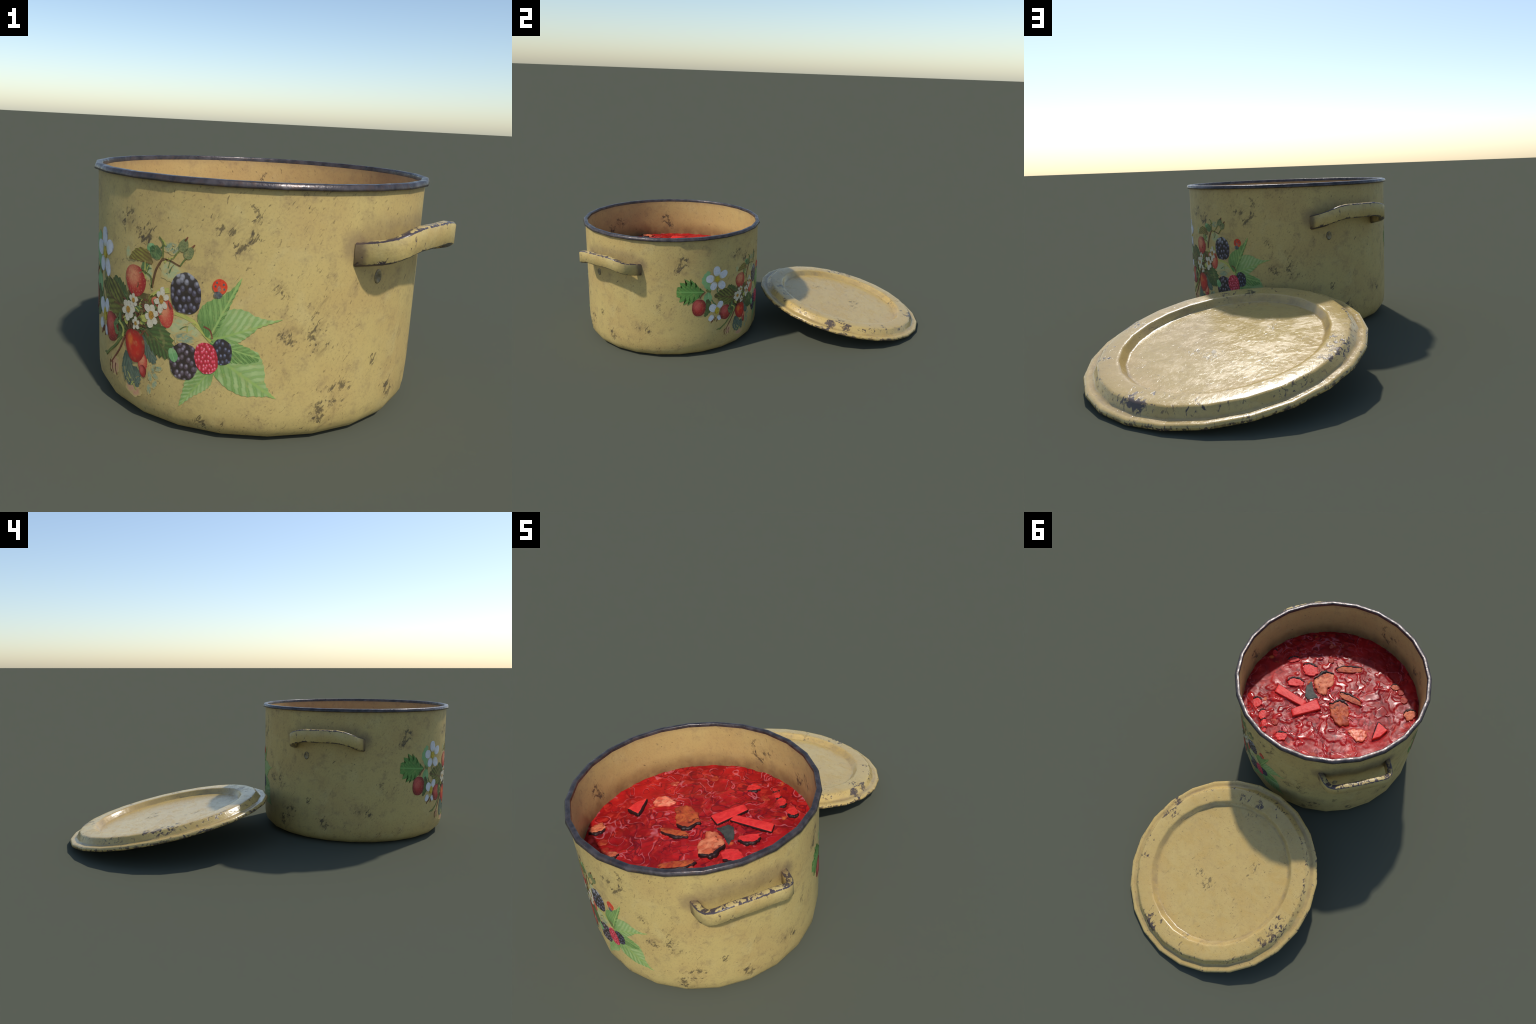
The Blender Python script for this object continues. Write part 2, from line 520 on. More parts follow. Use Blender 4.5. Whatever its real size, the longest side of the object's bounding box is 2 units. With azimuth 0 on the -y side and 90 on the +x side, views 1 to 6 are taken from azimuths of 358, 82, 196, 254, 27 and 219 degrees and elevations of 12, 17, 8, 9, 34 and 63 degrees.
# ---------------------------------------------------- the printed fruit bouquet
DEG = 0.4795 * math.pi / 180      # metres of wall per degree


def print_piece(name, mat, mid, left, right, layer, nt=22, ns=9, serr=(0.0, 0)):
    """a piece of the print: midrib through (angle, height) points, half widths
    left and right of it in metres, pressed onto the wall. Its own axes run 0..1
    along the rib and -1..1 across it."""
    P = spline([((a + 125) * DEG, z) for a, z in mid], nt)
    d = P[-1] - P[0]
    L = float(np.linalg.norm(d))
    d = d / L
    n = np.array((-d[1], d[0]))
    wl = [float(x[0]) for x in spline([(w,) for w in left], nt)]
    wr = [float(x[0]) for x in spline([(w,) for w in right], nt)]
    W = max(max(wl), max(wr), 1e-3)
    off = 0.0008 + 0.00028 * layer
    c0 = P[0]
    a0, z0 = c0[0] / DEG - 125, c0[1]
    mid_a, mid_z = (P[nt // 2][0]) / DEG - 125, P[nt // 2][1]
    ar = math.radians(mid_a)
    tang, up, rad = Vector((-math.sin(ar), math.cos(ar), 0)), Vector((0, 0, 1)), Vector((math.cos(ar), math.sin(ar), 0))
    ex, ey = tang * d[0] + up * d[1], tang * n[0] + up * n[1]
    org = on_wall(a0, z0, off)
    M = Matrix(((ex.x * L, ey.x * W, rad.x * .01, org.x), (ex.y * L, ey.y * W, rad.y * .01, org.y), (ex.z * L, ey.z * W, rad.z * .01, org.z), (0, 0, 0, 1)))
    Mi, Mt = M.inverted(), M.to_3x3().transposed()
    verts, norms = [], []

    def add(s, z, o):
        a = s / DEG - 125
        p = on_wall(a, z, o)
        verts.append(Mi @ p)
        norms.append((Mt @ Vector((math.cos(math.radians(a)), math.sin(math.radians(a)), 0))).normalized())

    for i in range(nt):
        t = i / (nt - 1)
        loc = P[min(i + 1, nt - 1)] - P[max(i - 1, 0)]
        loc = loc / (np.linalg.norm(loc) + 1e-9)
        nn = np.array((-loc[1], loc[0]))
        saw = serr[0] * (2 * ((t * serr[1]) % 1.0) - 1) * min(1, 4 * t, 4 * (1 - t) + .2) if serr[1] else 0.0
        for j in range(-1, ns + 1):
            f = min(max(j, 0), ns - 1) / (ns - 1) * 2 - 1
            w = max(0.0004, (wl[i] if f > 0 else wr[i]) + saw * abs(f))
            q = P[i] + nn * w * f + loc * (saw * 0.8 * f * f)
            add(q[0], q[1], off if 0 <= j < ns else -0.0006)
    k = ns + 2
    faces = [(i * k + j, i * k + j + 1, (i + 1) * k + j + 1, (i + 1) * k + j) for i in range(nt - 1) for j in range(k - 1)]
    faces = [f[::-1] for f in faces]
    ob = mesh_object(name, verts, faces, mat, body)
    ob.data.normals_split_custom_set_from_vertices([tuple(x) for x in norms])
    ob.matrix_local = M
    other = ob.copy()                       # the same bouquet again on the far side
    other.matrix_local = Matrix.Rotation(math.pi, 4, "Z") @ M
    bpy.context.scene.collection.objects.link(other)
    return ob


def blob(name, mat, at, hw, hh, layer, tilt=0.0, shape=2.0, taper=0.0, n=18, ragged=0.0):
    """rounded piece centred at (angle, height); local axes -1..1, +x is its top"""
    a0, z0 = at
    ct, st = math.cos(math.radians(tilt)), math.sin(math.radians(tilt))
    off = 0.0008 + 0.00028 * layer
    ar = math.radians(a0)
    tang, up, rad = Vector((-math.sin(ar), math.cos(ar), 0)), Vector((0, 0, 1)), Vector((math.cos(ar), math.sin(ar), 0))
    ex, ey = up * ct + tang * st, -tang * ct + up * st
    org = on_wall(a0, z0, off)
    M = Matrix(((ex.x * hh, ey.x * hw, rad.x * .01, org.x), (ex.y * hh, ey.y * hw, rad.y * .01, org.y), (ex.z * hh, ey.z * hw, rad.z * .01, org.z), (0, 0, 0, 1)))
    Mi, Mt = M.inverted(), M.to_3x3().transposed()
    verts, norms, faces = [], [], []
    rg = random.Random(hash((round(a0 * 10), round(z0 * 1000))) & 0xFFFF)
    ph = [rg.uniform(0, 6.28) for _ in range(3)]
    rings, N = [0.0, .2, .4, .6, .8, 1.0, 1.0], 2 * n
    for ri, rr in enumerate(rings):
        for i in range(N if rr else 1):
            t = 2 * math.pi * i / N
            u = math.copysign(abs(math.cos(t)) ** (2 / shape), math.cos(t))
            v = math.copysign(abs(math.sin(t)) ** (2 / shape), math.sin(t)) * (1 + taper * u)
            g = rr * (1 + ragged * (math.sin(5 * t + ph[0]) * .5 + math.sin(9 * t + ph[1]) * .3 + math.sin(14 * t + ph[2]) * .25))
            u, v = u * g, v * g
            x = -v * hw * ct + u * hh * st
            z = u * hh * ct + v * hw * st
            a = a0 + x / DEG
            verts.append(Mi @ on_wall(a, z0 + z, off if ri < len(rings) - 1 else -0.0006))
            norms.append((Mt @ Vector((math.cos(math.radians(a)), math.sin(math.radians(a)), 0))).normalized())
    faces += [(0, 1 + i, 1 + (i + 1) % N) for i in range(N)]
    for r in range(len(rings) - 2):
        q = 1 + r * N
        faces += [(q + i, q + N + i, q + N + (i + 1) % N, q + (i + 1) % N) for i in range(N)]
    ob = mesh_object(name, verts, faces, mat, body)
    ob.data.normals_split_custom_set_from_vertices([tuple(x) for x in norms])
    ob.matrix_local = M
    other = ob.copy()
    other.matrix_local = Matrix.Rotation(math.pi, 4, "Z") @ M
    bpy.context.scene.collection.objects.link(other)
    return ob


def strand(name, mat, pts, w, layer, w2=None):
    w2 = w if w2 is None else w2
    return print_piece(name, mat, pts, [w, (w + w2) / 2, w2], [w, (w + w2) / 2, w2], layer, nt=16, ns=3)


BRAMBLE_LEAF = mat_leaf("print_bramble_leaf", lin(166, 188, 124), lin(98, 142, 68), lin(146, 176, 92), 8, 1.0, 0.75)
BRAMBLE_DARK = mat_leaf("print_bramble_leaf_shaded", lin(136, 172, 96), lin(60, 108, 50), lin(156, 186, 104), 7, 1.0, 0.95)
GREEN_LEAF = mat_leaf("print_strawberry_leaf", lin(104, 158, 74), lin(54, 108, 46), lin(120, 172, 92), 7, 1.4, 0.8)
SAGE_LEAF = mat_leaf("print_pale_leaf", lin(142, 186, 126), lin(92, 152, 92), lin(160, 196, 140), 5, 1.0, 0.6)
DEEP_LEAF = mat_leaf("print_deep_leaf", lin(84, 112, 58), lin(44, 66, 38), lin(96, 92, 56), 6, 1.0, 0.9)
OLIVE_LEAF = mat_leaf("print_olive_leaf", lin(120, 124, 52), lin(58, 60, 32), lin(84, 56, 36), 5, 1.0, 0.95)
AUTUMN_LEAF = mat_leaf("print_autumn_leaf", lin(150, 144, 60), lin(104, 84, 44), lin(110, 62, 40), 4, 0.7, 0.8)
TEAL_LEAF = mat_leaf("print_teal_leaf", lin(104, 122, 104), lin(58, 80, 68), lin(84, 92, 84), 4, 0.8, 0.8)
BLACKBERRY = mat_bramble("print_blackberry", lin(30, 26, 34), lin(64, 60, 78), lin(152, 152, 170), 2.6, 0.75)
BLACKBERRY_LOW = mat_bramble("print_blackberry_dusky", lin(36, 28, 36), lin(82, 68, 80), lin(160, 152, 164), 2.7)
BLUEBERRY = mat_bramble("print_dark_bramble", lin(26, 26, 40), lin(46, 48, 68), lin(128, 136, 164), 2.2)
RASPBERRY = mat_bramble("print_raspberry", lin(176, 24, 50), lin(222, 52, 82), lin(246, 158, 172), 3.6)
STRAW_BLUSH = mat_strawberry("print_strawberry_blush", lin(186, 44, 40), lin(160, 28, 40), lin(226, 146, 104), (0.35, 0.1), 0.95)
STRAW_RED = mat_strawberry("print_strawberry_red", lin(204, 34, 26), lin(156, 22, 28), lin(226, 120, 44), (0.34, 0.38), 0.48, False)
STRAW_PALE = mat_strawberry("print_strawberry_pale", lin(208, 84, 66), lin(188, 54, 50), lin(226, 150, 108), (0.3, 0.2), 0.9)
STRAW_DEEP = mat_strawberry("print_strawberry_deep", lin(168, 26, 34), lin(120, 18, 30), lin(206, 92, 84), (0.3, 0.3), 0.9)
PETAL = mat_petal("print_white_petal", lin(220, 220, 222), lin(184, 188, 200))
PETAL_CREAM = mat_petal("print_cream_petal", lin(216, 206, 182), lin(180, 166, 128))
YELLOW = mat_plain("print_flower_centre", lin(214, 190, 50), lin(180, 150, 36))
AMBER = mat_plain("print_amber_centre", lin(206, 150, 52), lin(140, 96, 44))
BARK = mat_plain("print_brown_stem", lin(112, 74, 44), lin(84, 60, 40))
GREEN_STEM = mat_plain("print_green_stem", lin(122, 134, 62), lin(78, 96, 52))
RUSSET = mat_plain("print_russet_stem", lin(130, 66, 48), lin(100, 58, 44))
LIME = mat_plain("print_lime_stem", lin(196, 190, 98), lin(166, 170, 84))
MESS = mat_wash("print_undergrowth", lin(70, 50, 34), lin(96, 98, 48), 2.6, lin(92, 78, 42))
PALE = mat_wash("print_faded_sage", lin(168, 180, 132), lin(190, 186, 132), 1.6)
PALE_TEAL = mat_wash("print_faded_teal", lin(148, 164, 130), lin(120, 136, 112), 1.6)
PINKISH = mat_wash("print_faded_pink", lin(206, 156, 120), lin(196, 138, 112), 1.4)
BUG = mat_plain("print_ladybird_shell", lin(224, 66, 32), lin(206, 44, 28))
BUG_DARK = mat_plain("print_ladybird_head", lin(62, 66, 74), lin(96, 104, 108), 1.4)
BUG_WHITE = mat_plain("print_ladybird_mark", lin(190, 120, 104), lin(110, 84, 90))
SEPAL = mat_plain("print_sepal", lin(104, 132, 78), lin(68, 96, 58))
BUD = mat_plain("print_bud", lin(132, 136, 86), lin(96, 110, 70))

# raspberry leaves on the right
print_piece("leaf", BRAMBLE_LEAF, [(-103.6, .190), (-108.3, .145), (-113.5, .080)], [.010, .027, .024, .010, .001], [.012, .034, .030, .014, .001], 0, serr=(.0022, 11))
print_piece("leaf", BRAMBLE_LEAF, [(-103.5, .235), (-95.5, .186), (-89, .151), (-84.2, .128)], [.030, .058, .074, .058, .022, .007, .0], [.022, .040, .045, .040, .022, .006, .0], 1, nt=30, serr=(.0018, 17))
print_piece("leaf", BRAMBLE_DARK, [(-104, .262), (-97, .246), (-89.6, .232)], [.010, .020, .020, .006], [.016, .030, .028, .010], 2, serr=(.0018, 9))
print_piece("leaf", BRAMBLE_LEAF, [(-103.6, .270), (-94, .306), (-83.6, .331)], [.008, .036, .055, .049, .024, .006, .0], [.014, .028, .030, .022, .009, .003, .0], 3, nt=28, serr=(.0018, 15))
print_piece("leaf", BRAMBLE_DARK, [(-104.4, .272), (-101, .340), (-95.6, .428)], [.010, .042, .050, .044, .022, .006, .001], [.006, .010, .013, .013, .009, .006, .001], 4, nt=26, serr=(.0018, 13))
blob("faded_leaf", PALE, (-112.5, .285), .052, .034, 0, 0, ragged=.12)
blob("faded_leaf", PALE_TEAL, (-112, .262), .030, .016, 1, 0, ragged=.2)
strand("stem", LIME, [(-115.2, .322), (-109.9, .309), (-103.6, .266)], .004, 2, .007)
strand("stem", RUSSET, [(-106.2, .300), (-104.2, .292), (-103.4, .272)], .0022, 5)
blob("blackberry", BLACKBERRY, (-112.1, .3755), .0395, .0510, 5, -4, 2.3, -.06, ragged=.035)
blob("blackberry", BLACKBERRY_LOW, (-112.1, .2010), .0385, .0480, 4, 6, 2.3, .04, ragged=.035)
blob("blackberry", BLUEBERRY, (-100.4, .2415), .0240, .0330, 5, -6, 2.3, ragged=.05)
blob("raspberry", RASPBERRY, (-105.1, .2195), .0300, .0395, 6, -8, 2.3, ragged=.03)
blob("ladybird", BUG, (-101.75, .4035), .0180, .0185, 6)
blob("ladybird_head", BUG_DARK, (-102.2, .3830), .0105, .0085, 7)
blob("ladybird_mark", BUG_WHITE, (-101.9, .3985), .0040, .0075, 7)
for a, z in [(-103.0, .4035), (-100.6, .4100), (-100.4, .3985), (-102.6, .4130)]:
    blob("ladybird_spot", BUG_DARK, (a, z), .0025, .0028, 7, n=6)

# twigs, buds and faded leaves above
blob("faded_leaf", PALE, (-134.6, .448), .012, .020, 0, ragged=.2)
blob("faded_leaf", PALE, (-117.0, .425), .034, .028, 0, ragged=.18)
blob("faded_leaf", PALE_TEAL, (-116.8, .482), .028, .016, 0, ragged=.2)
blob("faded_leaf", PALE, (-125.5, .415), .016, .026, 0, ragged=.2)
print_piece("leaf", AUTUMN_LEAF, [(-124.0, .434), (-128.4, .450), (-134.2, .434)], [.004, .015, .014, .002], [.004, .019, .017, .002], 2, serr=(.002, 7))
blob("leaf", SEPAL, (-122.8, .464), .020, .017, 1, 25, ragged=.08)
blob("leaf", SAGE_LEAF, (-124.6, .474), .013, .011, 1, 0, ragged=.08)
blob("leaf", SEPAL, (-126.8, .422), .012, .022, 1, 20, ragged=.1)
strand("stem", BARK, [(-124.2, .372), (-122.6, .420), (-120.1, .452)], .0028, 3)
strand("stem", BARK, [(-120.1, .452), (-117.0, .450), (-114.0, .441)], .0024, 3, .0016)
strand("stem", GREEN_STEM, [(-120.1, .452), (-120.1, .490), (-121.6, .504)], .0022, 3, .0014)
strand("stem", GREEN_STEM, [(-114.0, .441), (-112.8, .456), (-111.6, .466)], .0018, 3)
strand("stem", GREEN_STEM, [(-116.2, .458), (-114.8, .474), (-113.6, .484)], .0018, 3)
strand("stem", GREEN_STEM, [(-124.2, .372), (-124.6, .400), (-128.0, .412)], .0020, 3)
strand("stem", LIME, [(-124.5, .350), (-121.0, .368), (-117.5, .376)], .0040, 1, .007)
blob("bud", BUD, (-113.0, .4930), .012, .017, 4, 18, taper=-.3)
blob("bud", BUD, (-111.3, .4760), .0115, .016, 4, 30, taper=-.3)
strand("stem", RUSSET, [(-112.6, .503), (-111.8, .514)], .003, 4, .001)
strand("stem", RUSSET, [(-110.6, .488), (-109.6, .497)], .003, 4, .001)

# dark undergrowth, leaves and strawberries in the middle
blob("undergrowth", MESS, (-129.4, .290), .076, .070, 0, 0, ragged=.14)
blob("undergrowth", MESS, (-137.5, .262), .040, .046, 0, 0, ragged=.16)
print_piece("leaf", DEEP_LEAF, [(-134.0, .305), (-138.6, .338), (-142.5, .372)], [.010, .026, .026, .004], [.010, .024, .022, .004], 1, serr=(.004, 6))
print_piece("leaf", OLIVE_LEAF, [(-127.0, .318), (-123.6, .335), (-119.5, .362)], [.008, .018, .016, .004], [.008, .018, .018, .004], 1, serr=(.003, 6))
print_piece("leaf", DEEP_LEAF, [(-136.0, .250), (-139.6, .232), (-141.6, .200)], [.008, .018, .016, .003], [.008, .016, .018, .003], 1, serr=(.003, 6))
print_piece("leaf", TEAL_LEAF, [(-127.6, .240), (-124.4, .200), (-122.5, .172)], [.008, .018, .016, .003], [.008, .016, .018, .003], 1, serr=(.003, 6))
print_piece("leaf", OLIVE_LEAF, [(-135.5, .292), (-144, .318), (-153.2, .330)], [.014, .044, .050, .032, .004], [.014, .036, .046, .034, .004], 2, serr=(.006, 7))
print_piece("leaf", DEEP_LEAF, [(-126.8, .266), (-120, .232), (-115.2, .202)], [.012, .040, .044, .030, .004], [.012, .034, .040, .026, .004], 2, serr=(.005, 7))
blob("leaf", SAGE_LEAF, (-115.6, .214), .013, .018, 6, -20, ragged=.05)
blob("strawberry", STRAW_BLUSH, (-131.1, .3800), .0385, .0410, 3, -8, 2.1, .10)
blob("strawberry", STRAW_PALE, (-118.7, .3160), .0245, .0370, 3, -8, 2.1, .08)
blob("strawberry", STRAW_PALE, (-122.4, .3400), .0150, .0120, 2)
blob("strawberry", STRAW_RED, (-131.2, .2055), .0385, .0440, 4, -6, 2.2, .12)
blob("strawberry", STRAW_DEEP, (-144.8, .2265), .0370, .0410, 5, 14, 2.2, -.04)
blob("strawberry", STRAW_PALE, (-127.4, .1680), .0150, .0240, 3, 6, 2.0, -.1)
blob("strawberry", STRAW_DEEP, (-127.3, .1440), .0110, .0170, 4, -8, 2.0, .2)
for a, z, tl in [(-141.0, .250, 40), (-141.8, .228, -30), (-139.4, .262, 10)]:
    blob("sepal", SEPAL, (a, z), .007, .018, 6, tl, taper=-.4)
strand("stem", LIME, [(-139.8, .255), (-137.2, .238), (-137.5, .215)], .0030, 7)
strand("stem", GREEN_STEM, [(-136.2, .238), (-141.2, .186), (-148.8, .136)], .0036, 6, .0030)
strand("stem", RUSSET, [(-136.2, .220), (-139.6, .174), (-144.6, .124)], .0026, 6, .0016)
strand("stem", GREEN_STEM, [(-148.8, .136), (-150.2, .137), (-151.4, .133)], .0050, 6, .0010)
for p0, p1, p2 in [((-133.5, .315), (-137.6, .300), (-143, .300)), ((-129, .275), (-127, .300), (-126.5, .330)), ((-133, .262), (-130, .250), (-126, .256)), ((-136.5, .262), (-134.2, .248), (-133.4, .236))]:
    strand("stem", BARK, [p0, p1, p2], .0030, 3, .0016)
blob("leaf", LIME, (-135.6, .262), .009, .007, 4, 30)
blob("leaf", LIME, (-126.8, .288), .010, .010, 4)

rs = random.Random(3)
for i in range(80):
    a, z = -128.6 + rs.gauss(0, 3.6), .295 + rs.gauss(0, .026)
    h, l = rs.uniform(0, 3.14), rs.uniform(.012, .028)
    x, y = l * math.cos(h) / DEG, l * math.sin(h)
    strand("stem", rs.choice([BARK, GREEN_STEM, SEPAL, RUSSET, LIME]), [(a - x / 2, z - y / 2), (a + rs.uniform(-.5, .5), z + rs.uniform(-.004, .004)), (a + x / 2, z + y / 2)], rs.uniform(.0014, .0034), 2 + i % 5, .0008)
for i in range(26):
    a, z = rs.choice([(-112.5, .285), (-117, .43), (-117, .48), (-124.5, .405), (-133, .11)])
    a, z = a + rs.gauss(0, 2.2), z + rs.gauss(0, .013)
    h, l = rs.uniform(.3, 2.8), rs.uniform(.014, .030)
    x, y = l * math.cos(h) / DEG, l * math.sin(h)
    strand("stem", rs.choice([PALE, PALE_TEAL, SEPAL, LIME]), [(a - x / 2, z - y / 2), (a, z + .003), (a + x / 2, z + y / 2)], rs.uniform(.0012, .0026), 3, .0008)

# small cream blossoms
for (a, z), rx, rz, n, amber in [((-134.2, .2975), .0165, .0175, 6, .0085), ((-131.3, .3285), .0115, .0125, 5, .006), ((-124.0, .3020), .0150, .0205, 6, .0080),
                                 ((-120.2, .3490), .0125, .0200, 6, .0070), ((-130.2, .2690), .0090, .0110, 5, .004)]:
    for i in range(n):
        t = 2 * math.pi * (i + .3) / n
        x, y = rx * math.cos(t), rz * math.sin(t)
        g = rs.uniform(.82, 1.18)
        blob("petal", PETAL_CREAM, (a + x * g / DEG, z + y * g), rx * .56 * rs.uniform(.85, 1.2), math.hypot(x, y) * .62 * g, 7 + i % 2, math.degrees(math.atan2(x, y)) + rs.uniform(-14, 14), 2.4, n=9, ragged=.07)
    blob("flower_centre", AMBER, (a, z), amber, amber * rz / rx, 10, n=9, ragged=.06)

# teal leaves and faded ends at the bottom
print_piece("leaf", TEAL_LEAF, [(-135.0, .180), (-134.6, .135), (-132.6, .092)], [.010, .024, .028, .012], [.010, .024, .030, .014], 2, serr=(.004, 6))
print_piece("leaf", TEAL_LEAF, [(-130.6, .150), (-130.0, .120), (-129.6, .094)], [.006, .014, .012, .004], [.006, .012, .012, .004], 3, serr=(.003, 5))
blob("faded_leaf", PINKISH, (-132.0, .082), .034, .020, 1, 0, ragged=.16)
blob("faded_leaf", PINKISH, (-142.5, .120), .022, .030, 1, 20, ragged=.2)
for a, z, tl in [(-123.0, .160, 20), (-121.2, .164, 70), (-124.4, .136, -10), (-122.6, .118, 30), (-124.8, .100, 0), (-122.4, .142, -50)]:
    blob("faded_leaf", PALE_TEAL, (a, z), .008, .016, 1, tl, ragged=.2)
for a in (-145.4, -143.8, -141.9):
    strand("stem", RUSSET, [(a, .128), (a - .3, .112), (a + .5, .094)], .0020, 3, .0010)

# strawberry leaf, fruit and white blossoms on the left
print_piece("leaf", SAGE_LEAF, [(-156.2, .362), (-159.6, .420), (-157.0, .470)], [.010, .016, .018, .008], [.014, .022, .024, .010], 0, serr=(.003, 6))
print_piece("leaf", GREEN_LEAF, [(-160.2, .360), (-169, .370), (-177.4, .374)], [.006, .036, .060, .062, .046, .018], [.006, .024, .050, .058, .042, .016], 1, nt=48, serr=(.014, 6))
print_piece("leaf", SAGE_LEAF, [(-157.4, .356), (-158.0, .322), (-157.0, .292)], [.010, .026, .026, .008], [.006, .020, .022, .006], 1)
print_piece("leaf", DEEP_LEAF, [(-158.2, .318), (-157.2, .268), (-160.2, .225)], [.008, .018, .018, .008], [.006, .016, .014, .002], 2, serr=(.003, 8))
blob("strawberry", STRAW_DEEP, (-163.6, .2770), .0360, .0460, 4, 5, 2.4, .05)
strand("stem", RUSSET, [(-163.0, .328), (-161.8, .345), (-159.6, .362)], .0030, 3)
strand("stem", GREEN_STEM, [(-158.8, .372), (-157.4, .362), (-155.6, .356)], .0060, 2)
strand("stem", SEPAL, [(-150.8, .372), (-151.0, .352), (-148.8, .335)], .0030, 1)
strand("stem", SEPAL, [(-155.0, .312), (-153.6, .292), (-151.8, .280)], .0030, 1)
for (a, z), petals, cx_, cy_ in [((-151.05, .4205), [(-.003, .043, .0205, .0265), (.037, .021, .0190, .0265), (.026, -.036, .0200, .0245), (-.022, -.035, .0185, .0225), (-.043, .007, .0205, .0240)], .0135, .0150),
                                 ((-151.2, .2450), [(-.024, .018, .0210, .0240), (.019, .030, .0150, .0220), (-.034, -.036, .0140, .0190), (.013, -.042, .0110, .0150)], .0120, .0190)]:
    for i, (x, y, hw, hh) in enumerate(petals):
        blob("petal", PETAL, (a + x / DEG, z + y), hw, hh, 5, math.degrees(math.atan2(x, y)), 2.3, n=12)
    blob("flower_centre", YELLOW, (a, z), cx_, cy_, 7, ragged=.10)
for a, z in [(-153.6, .196), (-152.2, .200), (-154.6, .188), (-150.6, .192)]:
    strand("stem", RUSSET, [(a, z + .008), (a - .3, z), (a - .8, z - .010)], .0028, 4, .0012)

# ------------------------------------------------------------------- the soup
def soup_color(N, vec):
    c = N.mix(N.step(N.noise(vec, 5, 4, 0.6, 0.6), 0.36, 0.66), lin(140, 14, 16), lin(178, 26, 26))
    c = N.mix(N.step(N.noise(vec, 24, 4, 0.6, 0.8), 0.52, 0.72, 0, 0.7), c, lin(206, 58, 44))
    return N.mix(N.step(N.noise(vec, 16, 4, 0.6, 1.0), 0.56, 0.74, 0, 0.75), c, lin(92, 10, 20))


def mat_soup():
    N = Nodes("beetroot_soup")
    o = N.obj()
    p = N.xyz(o)
    flat = N.vec(p[0], p[1], 0.0)
    still = maxof(N, [N.spot(flat, (.37, .02, 0), .17), N.spot(flat, (-.34, .02, 0), .12), N.spot(flat, (-.04, -.37, 0), .16)])
    busy = N.m("SUBTRACT", 1.0, N.m("MULTIPLY", still, 0.85))
    c = soup_color(N, o)
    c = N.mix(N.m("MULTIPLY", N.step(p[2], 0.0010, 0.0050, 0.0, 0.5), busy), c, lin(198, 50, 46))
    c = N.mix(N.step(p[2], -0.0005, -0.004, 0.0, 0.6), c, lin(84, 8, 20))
    # baked-in sky highlights painted as thin pale curls, edged with dark relief lines
    for sc, off in ((10, 0.0),):
        n = N.noise(N.v("ADD", flat, (off, off, 0)), sc, 1.2, 0.4, 1.6)
        c = N.mix(N.m("MULTIPLY", N.step(N.m("ABSOLUTE", N.m("SUBTRACT", n, 0.445)), 0.008, 0.024, 0.7, 0.0), busy), c, lin(92, 10, 24))
        c = N.mix(N.m("MULTIPLY", N.step(N.m("ABSOLUTE", N.m("SUBTRACT", n, 0.505)), 0.006, 0.026, 0.50, 0.0), N.m("MULTIPLY", busy, N.step(N.noise(flat, 12, 2), 0.42, 0.56))), c, lin(204, 120, 126))
    c = N.mix(N.m("MULTIPLY", N.step(N.vor(o, 15), 0.10, 0.30, 1.0, 0.0), N.step(N.noise(o, 8), 0.58, 0.66)), c, lin(214, 104, 52))
    rough = N.step(N.noise(flat, 16, 3, 0.5, 1.2), 0.38, 0.62, 0.34, 0.50)
    rough = N.m("SUBTRACT", rough, N.step(p[2], 0.0008, 0.0035, 0.0, 0.21))
    return N.done(c, rough, N.bump(N.noise(o, 55, 2, 0.5, 0.6), 0.0015, 0.25), Specular_IOR_Level=0.2)


def mat_food(name, a, b, dark, scale=20, rough=0.35, amount=0.6, sauced=0.85):
    N = Nodes(name)
    o = N.obj()
    c = N.mix(N.step(N.noise(o, scale, 4, 0.6, 0.7), 0.36, 0.64), a, b)
    c = N.mix(N.step(N.noise(o, scale * 1.9, 4, 0.6, 1.0), 0.55, 0.7, 0, amount), c, dark)
    wet = N.m("ADD", N.xyz(o)[2], N.m("MULTIPLY", N.m("SUBTRACT", N.noise(o, 45, 3), 0.5), 0.012))
    c = N.mix(N.step(wet, 0.003, 0.009, sauced, 0.0), c, lin(150, 18, 20))
    return N.done(c, rough, N.bump(N.noise(o, scale * 3, 4), 0.003, 0.5), Specular_IOR_Level=0.3)


BEET = mat_food("cooked_beet", lin(216, 42, 41), lin(230, 58, 52), lin(190, 26, 30), 26, .5, .4, .5)
MEAT = mat_food("stewed_meat", lin(194, 92, 44), lin(160, 56, 32), lin(80, 26, 18), 20, .55, .9)
MEAT_PALE = mat_food("stewed_fatty_meat", lin(222, 132, 92), lin(192, 82, 48), lin(104, 36, 24), 20, .55, .9)
POTATO = mat_food("red_stained_potato", lin(240, 146, 112), lin(226, 92, 64), lin(206, 56, 48), 22, .35, .5)
SHRED = mat_food("stained_cabbage", lin(196, 44, 42), lin(176, 26, 30), lin(140, 16, 24), 18, .28, .6)
BAKED_SHADE = mat_food("baked_shade_dark", lin(48, 20, 20), lin(36, 18, 18), lin(84, 24, 22), 30, .45, .5, 0.0)  # near-black colour for the shade painted beside the soup pieces
BAY = mat_food("bay_leaf", lin(74, 74, 66), lin(52, 54, 50), lin(96, 92, 72), 18, .6, .5, 0.0)

R_SOUP = 0.4690
nrng = np.random.default_rng(11)
NR, NA = 120, 400
rr = R_SOUP * np.sqrt(np.linspace(0, 1, NR + 1)[1:])
rr = R_SOUP * np.linspace(0, 1, NR + 1)[1:]
ang = np.arange(NA) * 2 * math.pi / NA
X = rr[:, None] * np.cos(ang)[None]
Y = rr[:, None] * np.sin(ang)[None]
Hgt = np.zeros_like(X)


def calm(x, y):
    """how still the surface is: two open patches of broth"""
    return max(math.exp(-((x - .36) ** 2 + (y - .02) ** 2) / .011), math.exp(-((x + .32) ** 2 + (y - .05) ** 2) / .018), .7 * math.exp(-((x + .02) ** 2 + (y + .36) ** 2) / .012))


